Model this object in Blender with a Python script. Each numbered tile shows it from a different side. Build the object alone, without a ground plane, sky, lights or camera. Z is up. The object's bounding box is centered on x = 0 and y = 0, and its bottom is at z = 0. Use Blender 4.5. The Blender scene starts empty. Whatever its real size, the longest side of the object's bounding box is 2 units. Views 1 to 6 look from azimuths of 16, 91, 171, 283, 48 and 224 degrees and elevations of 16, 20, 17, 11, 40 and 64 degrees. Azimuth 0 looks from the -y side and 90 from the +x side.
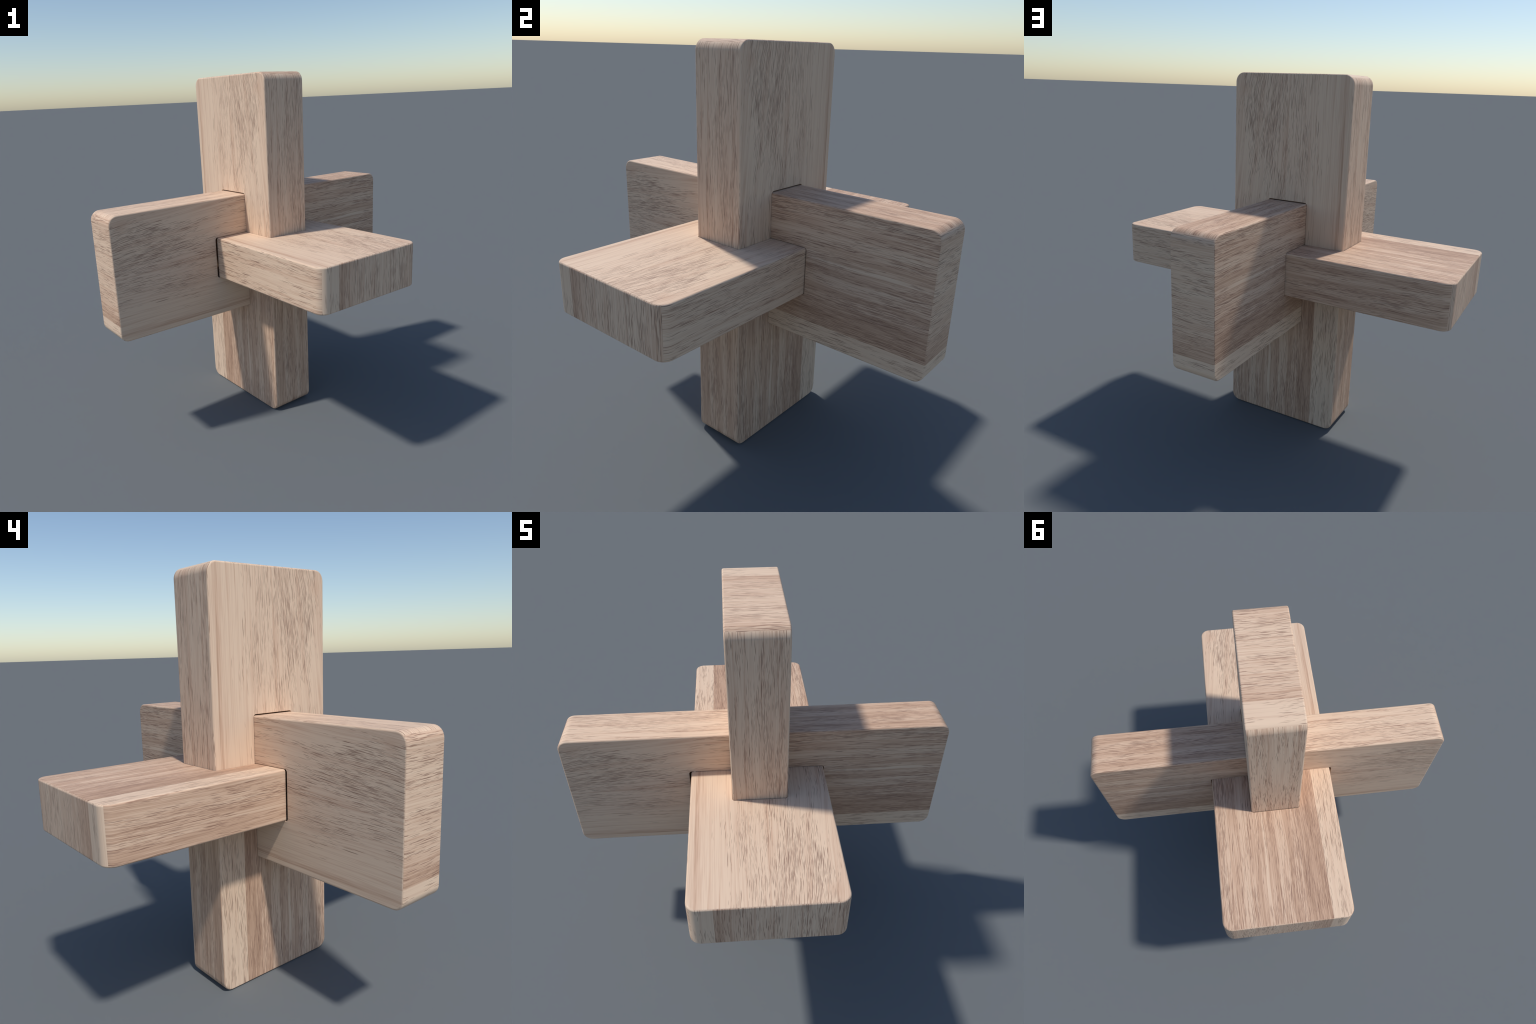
import bpy, bmesh, math
from mathutils import Matrix, Vector

# ---------------------------------------------------------------- frame
TURN = math.radians(37.96)                       # the cross is turned about z
E1 = Vector((math.cos(TURN), -math.sin(TURN), 0))
E2 = Vector((math.sin(TURN), math.cos(TURN), 0))
UP = Vector((0, 0, 1))

# each board: length, width, thickness; every board has a window through its
# thickness in which the next board sits
CORNER = 0.050        # radius of the board's corners in its broad face
EDGE = 0.009          # rounding between broad face and rim

# ---------------------------------------------------------------- geometry
def rounded_rect(l0, l1, w0, w1, r, n):
    """Closed loop of (l, w), n segments per corner, counter-clockwise."""
    pts = []
    for cx, cy, a0 in ((l1 - r, w1 - r, 0), (l0 + r, w1 - r, 90),
                       (l0 + r, w0 + r, 180), (l1 - r, w0 + r, 270)):
        for k in range(n + 1):
            a = math.radians(a0 + 90 * k / n)
            pts.append((cx + r * math.cos(a), cy + r * math.sin(a)))
    return pts

def build_board(name, L, W, T, window, slots):
    """Rounded board along x, width y, thickness z, with a rounded window."""
    n, m = 8, 5
    bm = bmesh.new()
    profile = []                                  # (inset, height)
    for k in range(m + 1):
        a = math.radians(90 * k / m)
        profile.append((EDGE * (1 - math.sin(a)), -T / 2 + EDGE * (1 - math.cos(a))))
    profile += [(d, -h) for d, h in reversed(profile)]
    rings = []
    for d, h in profile:
        loop = rounded_rect(-L / 2 + d, L / 2 - d, -W / 2 + d, W / 2 - d, CORNER - d, n)
        rings.append([bm.verts.new((x, y, h)) for x, y in loop])
    l0, l1, w0, w1 = window
    chamfer = 0.0012
    inner = []
    for d, h in ((-chamfer, -T / 2), (0, -T / 2 + chamfer), (0, T / 2 - chamfer), (-chamfer, T / 2)):
        loop = rounded_rect(l0 + d, l1 - d, w0 + d, w1 - d, 0.014 - d, n)
        inner.append([bm.verts.new((x, y, h)) for x, y in loop])
    count = len(rings[0])
    def bridge(a, b):
        for i in range(count):
            j = (i + 1) % count
            bm.faces.new((a[i], a[j], b[j], b[i]))
    for a, b in zip(rings, rings[1:]):
        bridge(a, b)
    for a, b in zip(inner, inner[1:]):
        bridge(b, a)
    bridge(inner[0], rings[0])
    bridge(rings[-1], inner[-1])
    bmesh.ops.recalc_face_normals(bm, faces=bm.faces)
    for f in bm.faces:
        f.smooth = True
        nx, ny, nz = (abs(c) for c in f.normal)
        if nz > 0.72:
            f.material_index = 0                  # broad face
        elif ny >= nx:
            f.material_index = 1                  # long rim
        else:
            f.material_index = 2                  # short end
    for e in bm.edges:
        if len(e.link_faces) == 2 and e.calc_face_angle() > math.radians(38):
            e.smooth = False
    me = bpy.data.meshes.new(name)
    bm.to_mesh(me)
    bm.free()
    for s in slots:
        me.materials.append(s)
    ob = bpy.data.objects.new(name, me)
    bpy.context.scene.collection.objects.link(ob)
    mod = ob.modifiers.new("normals", 'WEIGHTED_NORMAL')
    mod.keep_sharp = True
    mod.weight = 100
    return ob

# ---------------------------------------------------------------- wood
class Nodes:
    def __init__(self, name):
        self.mat = bpy.data.materials.new(name)
        self.mat.use_nodes = True
        self.t = self.mat.node_tree
        self.t.nodes.clear()
    def new(self, kind, **props):
        nd = self.t.nodes.new(kind)
        for k, v in props.items():
            setattr(nd, k, v)
        return nd
    def put(self, sock, v):
        if isinstance(v, bpy.types.NodeSocket):
            self.t.links.new(v, sock)
        else:
            sock.default_value = v
    def math(self, op, a, b=0.0, c=0.0, clamp=False):
        nd = self.new('ShaderNodeMath', operation=op, use_clamp=clamp)
        for i, v in enumerate((a, b, c)):
            self.put(nd.inputs[i], v)
        return nd.outputs[0]
    def add(self, *v):
        r = v[0]
        for x in v[1:]:
            r = self.math('ADD', r, x)
        return r
    def mul(self, *v):
        r = v[0]
        for x in v[1:]:
            r = self.math('MULTIPLY', r, x)
        return r
    def step(self, v, lo, hi, a=0.0, b=1.0):
        nd = self.new('ShaderNodeMapRange', interpolation_type='SMOOTHSTEP')
        for i, x in enumerate((v, lo, hi, a, b)):
            self.put(nd.inputs[i], x)
        return nd.outputs[0]
    def combine(self, x, y, z):
        nd = self.new('ShaderNodeCombineXYZ')
        for i, v in enumerate((x, y, z)):
            self.put(nd.inputs[i], v)
        return nd.outputs[0]
    def noise(self, u, v, su, sv, seed, detail=2.0, rough=0.5):
        vec = self.combine(self.mul(u, su), self.mul(v, sv), seed)
        nd = self.new('ShaderNodeTexNoise', noise_dimensions='3D')
        self.put(nd.inputs['Vector'], vec)
        nd.inputs['Scale'].default_value = 1.0
        nd.inputs['Detail'].default_value = detail
        nd.inputs['Roughness'].default_value = rough
        return nd.outputs[0]
    def bands(self, x, stops):
        """Grey value along x in 0..1 from (position, value) stops."""
        nd = self.new('ShaderNodeValToRGB')
        el = nd.color_ramp.elements
        while len(el) > 1:
            el.remove(el[-1])
        el[0].position, el[0].color = stops[0][0], (stops[0][1],) * 3 + (1,)
        for p, g in stops[1:]:
            e = el.new(p)
            e.color = (g, g, g, 1)
        self.put(nd.inputs[0], x)
        return nd.outputs[0]
    def mix(self, f, a, b):
        nd = self.new('ShaderNodeMix', data_type='RGBA')
        self.put(nd.inputs[0], f)
        self.put(nd.inputs[6], a)
        self.put(nd.inputs[7], b)
        return nd.outputs[2]

PALE = (0.752, 0.560, 0.407, 1)      # sapwood ground
TAN = (0.610, 0.404, 0.282, 1)       # pinkish growth bands
BROWN = (0.425, 0.264, 0.175, 1)     # darker heartwood bands
PORE = (0.195, 0.098, 0.068, 1)      # pores: the short dark dashes

def wood(name, kind, W, T, stripe):
    """kind: broad (l, w), rim (l, t) or end (t, w); u runs along the grain."""
    N = Nodes(name)
    tc = N.new('ShaderNodeTexCoord')
    sep = N.new('ShaderNodeSeparateXYZ')
    N.t.links.new(tc.outputs['Object'], sep.inputs[0])
    l, w, t = sep.outputs
    u, v, seed = {'broad': (l, w, 1.3), 'rim': (l, t, 7.9), 'end': (t, w, 4.6)}[kind]
    if kind == 'rim':     # the two rims are not the same
        seed = N.add(seed, N.mul(N.math('SIGN', w), 3.1))
    if kind == 'end':
        seed = N.add(seed, N.mul(N.math('SIGN', l), 1.7))

    # slow wander of the grain lines
    wander = N.math('SUBTRACT', N.noise(u, v, 1.6, 3.0, seed, 1.0), 0.5)
    lean = {'broad': 0.045, 'rim': 0.03, 'end': 0.035}[kind]
    bend = N.mul(wander, lean)
    if kind == 'broad':
        bend = N.mul(bend, N.step(w, -0.28, 0.0, 0.2, 1.0))
    v2 = N.add(v, bend)
    if kind == 'broad':      # the grain leans over towards the crown end
        v2 = N.add(v2, N.mul(N.math('MAXIMUM', N.math('SUBTRACT', l, 0.3), 0.0), N.step(w, -0.15, 0.2), 0.11))

    across = N.add(N.mul(w, 1.0 / W), 0.5)                      # 0..1 over the width
    if kind == 'broad':
        root = N.step(l, 0.10, -0.20)                            # far half: heartwood
    elif kind == 'rim':
        root = N.step(N.add(l, N.mul(wander, 0.5)), 0.15, -0.35, 0.0, 0.95)
    else:
        root = 1.0

    # broad bands over the width
    wob = N.mul(bend, 0.7)
    xb = N.add(across, wob)
    if kind == 'rim':
        xr = N.add(N.mul(t, 1.0 / T), 0.5, wob)
        crown = N.bands(xr, [(0, .10), (.2, .28), (.45, .12), (.7, .32), (1, .12)])
        heart = N.bands(xr, [(0, .45), (.18, .75), (.34, .40), (.52, .70), (.66, .30), (.82, .65), (1, .40)])
    else:
        crown = N.bands(xb, [(0, .05), (.035, .12), (.055, .55), (.085, .15), (.13, .04), (.17, .22), (.20, .05), (.33, .14), (.42, .06),
                             (.55, .20), (.66, .08), (.78, .18), (.88, .06), (.96, .20), (1, .08)])
        heart = N.bands(xb, [(0, .72), (.20, .78), (.30, .85), (.38, .52), (.43, .68), (.49, .30), (.56, .62),
                             (.62, .32), (.70, .58), (.78, .30), (.86, .55), (.94, .35), (1, .5)])
    if kind == 'end':
        heart = N.bands(xb, [(0, .7), (.16, .72), (.22, .62), (.32, .36), (.42, .26), (.5, .34), (.6, .16),
                             (.72, .24), (.8, .12), (.92, .42), (1, .3)])
    if kind != 'end':
        heart = N.add(N.mul(heart, 0.85), 0.10)
    tone = N.add(N.mul(crown, N.math('SUBTRACT', 1.0, root)), N.mul(heart, root))
    # medium and fine streaks along the grain
    streak = N.math('SUBTRACT', N.noise(u, v2, 0.9 if kind != 'end' else 2.0, 38.0, seed, 2.0), 0.5)
    hair = N.math('SUBTRACT', N.noise(u, v2, 2.2, 230.0, seed, 2.0, 0.6), 0.5)
    line = N.math('SUBTRACT', N.noise(u, v2, 4.2, 140.0, N.add(seed, 70.0), 2.0, 0.6), 0.5)
    tone = N.add(tone, N.mul(line, 1.0), N.mul(streak, N.add(0.85, N.mul(root, -0.30))), N.mul(hair, 1.25))
    if kind != 'rim':
        # pale sapwood strip with a crisp glue-line edge
        edge = N.math('LESS_THAN', N.add(across, N.mul(wander, 0.012)), stripe)
        sap = N.mul(edge, root)
        saptone = N.add(0.06, N.mul(streak, 0.8), N.mul(hair, 0.7))
        tone = N.add(N.mul(tone, N.math('SUBTRACT', 1.0, sap)), N.mul(saptone, sap))
    if kind == 'broad':
        spot = N.new('ShaderNodeVectorMath', operation='LENGTH')
        N.put(spot.inputs[0], N.combine(N.mul(N.math('SUBTRACT', l, 0.915), 0.8), N.math('SUBTRACT', w, 0.275), 0.0))
        tone = N.add(tone, N.step(spot.outputs['Value'], 0.055, 0.0, 0.0, 0.35))

    col = N.mix(N.math('MULTIPLY', tone, 1.7, clamp=True), PALE, TAN)
    col = N.mix(N.math('MULTIPLY', N.math('SUBTRACT', tone, 0.45), 1.7, clamp=True), col, BROWN)

    # pores: short dashes, crowded in patches
    crowd = N.noise(u, v2, 2.2, 17.0, N.add(seed, 50.0), 3.0, 0.65)
    if kind == 'broad':
        quiet = N.mul(N.step(across, 0.36, 0.18), N.math('SUBTRACT', 1.0, root))
        crowd = N.math('SUBTRACT', crowd, N.mul(quiet, 0.22))
        crowd = N.add(crowd, N.mul(N.step(l, 0.45, 0.85), N.step(across, 0.3, 0.6), 0.07))
    crowd = N.add(crowd, N.mul(root, 0.03), {'broad': 0.0, 'rim': -0.025, 'end': -0.035}[kind])
    if kind != 'rim':
        crowd = N.math('SUBTRACT', crowd, N.mul(sap, 0.06))
    pores = 0.0
    fray = N.mul(N.math('SUBTRACT', N.noise(u, v2, 17.0, 60.0, 9.1, 1.0), 0.5), 0.0035)
    v3 = N.add(v2, fray)
    for su, sv, keep, depth in ((7.0, 190.0, -0.03, 1.0), (11.0, 265.0, -0.02, 1.0), (18.0, 320.0, -0.05, 0.9), (4.0, 290.0, -0.18, 0.65)):
        cell = N.new('ShaderNodeTexVoronoi', voronoi_dimensions='2D', feature='F1')
        cell.inputs['Scale'].default_value = 1.0
        N.put(cell.inputs['Vector'], N.combine(N.add(N.mul(u, su), N.mul(v3, sv * 0.37), N.mul(seed, 5.3)), N.add(N.mul(v3, sv), su), 0.0))
        pick = N.new('ShaderNodeSeparateColor')
        N.t.links.new(cell.outputs['Color'], pick.inputs[0])
        # a cell carries a dash where its draw is under the local crowding
        odds = N.step(N.math('SUBTRACT', N.add(N.mul(crowd, 2.3), -0.80 + keep), pick.outputs[0]), 0.0, 0.12)
        size = N.add(0.18, N.mul(pick.outputs[1], 0.30))
        dash = N.step(cell.outputs['Distance'], size, N.mul(size, 0.45))
        dash = N.mul(dash, odds, N.add(0.45, N.mul(pick.outputs[2], 0.55)), depth)
        pores = N.math('MAXIMUM', pores, dash)
    col = N.mix(N.mul(pores, 0.90), col, PORE)

    bsdf = N.new('ShaderNodeBsdfPrincipled')
    out = N.new('ShaderNodeOutputMaterial')
    N.put(bsdf.inputs['Base Color'], col)
    bsdf.inputs['Roughness'].default_value = 0.62
    bsdf.inputs['Specular IOR Level'].default_value = 0.25
    bump = N.new('ShaderNodeBump')
    bump.inputs['Strength'].default_value = 0.12
    bump.inputs['Distance'].default_value = 0.002
    N.put(bump.inputs['Height'], N.math('SUBTRACT', N.mul(hair, 0.6), pores))
    N.t.links.new(bump.outputs[0], bsdf.inputs['Normal'])
    N.t.links.new(bsdf.outputs[0], out.inputs[0])
    return N.mat

# ---------------------------------------------------------------- assembly
puzzle = bpy.data.objects.new("wooden_cross_puzzle", None)
puzzle.empty_display_size = 0.2
bpy.context.scene.collection.objects.link(puzzle)
puzzle["label"] = "three interlocking pale wooden boards forming a cross puzzle"
puzzle["category"] = "wooden puzzle"

LV, WV, TV = 2.000, 0.693, 0.271          # standing board
LH, WH, TH = 1.967, 0.688, 0.237          # lying board and the one on edge
ZC = 0.9840

def place(ob, l, w, t, centre):
    m = Matrix((l, w, t)).transposed().to_4x4()
    m.translation = centre
    ob.matrix_world = m
    ob.parent = puzzle

def mats(tag, W, T, stripe):
    return [wood(f"wood_{k}_{tag}", k, W, T, stripe) for k in ('broad', 'rim', 'end')]

g = 0.0015
# standing board: the edge-on board passes its window, with play above
up = build_board("board", LV, WV, TV,
                 (ZC - 1.0 - WH / 2 - g, ZC - 1.0 + WH / 2 + 0.006, -TH / 2 - g, TH / 2 + g),
                 mats("standing", WV, TV, 0.21))
place(up, UP, E1, E2, Vector((0, 0, 1.0)))
# lying board: the standing board passes its window
flat = build_board("board", LH, WH, TH,
                   (-WV / 2 - 0.003, WV / 2 + 0.003, -TV / 2 - g, TV / 2 + g),
                   mats("lying", WH, TH, 0.165))
place(flat, E1, E2, UP, Vector((0, 0, ZC)))
# it is cut back on one side where it passes the board on edge, which leaves a dark gap there
notch = bpy.data.meshes.new("notch")
nb = bmesh.new()
bmesh.ops.create_cube(nb, size=1.0, matrix=Matrix.LocRotScale(
    Vector((0, -WH / 2 - 0.01, 0)), None, Vector((TH - 0.003, 0.26, 1.0))))
nb.to_mesh(notch)
nb.free()
cutter = bpy.data.objects.new("notch", notch)
bpy.context.scene.collection.objects.link(cutter)
cut = flat.modifiers.new("notch", 'BOOLEAN')
cut.object, cut.operation, cut.solver = cutter, 'DIFFERENCE', 'EXACT'
flat.modifiers.move(1, 0)
cutter.matrix_world = Matrix((E1, E2, UP)).transposed().to_4x4()
cutter.matrix_world.translation = Vector((0, 0, ZC))
bpy.context.view_layer.update()
solid = bpy.data.meshes.new_from_object(flat.evaluated_get(bpy.context.evaluated_depsgraph_get()))
flat.modifiers.clear()
flat.data = solid
bpy.data.objects.remove(cutter)
# board on edge: the lying board passes its window, with play on one side
side = build_board("board", LH, WH, TH,
                   (-WH / 2 - 0.005, WH / 2 + 0.011, -TH / 2 - g, TH / 2 + 0.002),
                   mats("edgewise", WH, TH, 0.14))
place(side, -E2, UP, -E1, Vector((0, 0, ZC)))
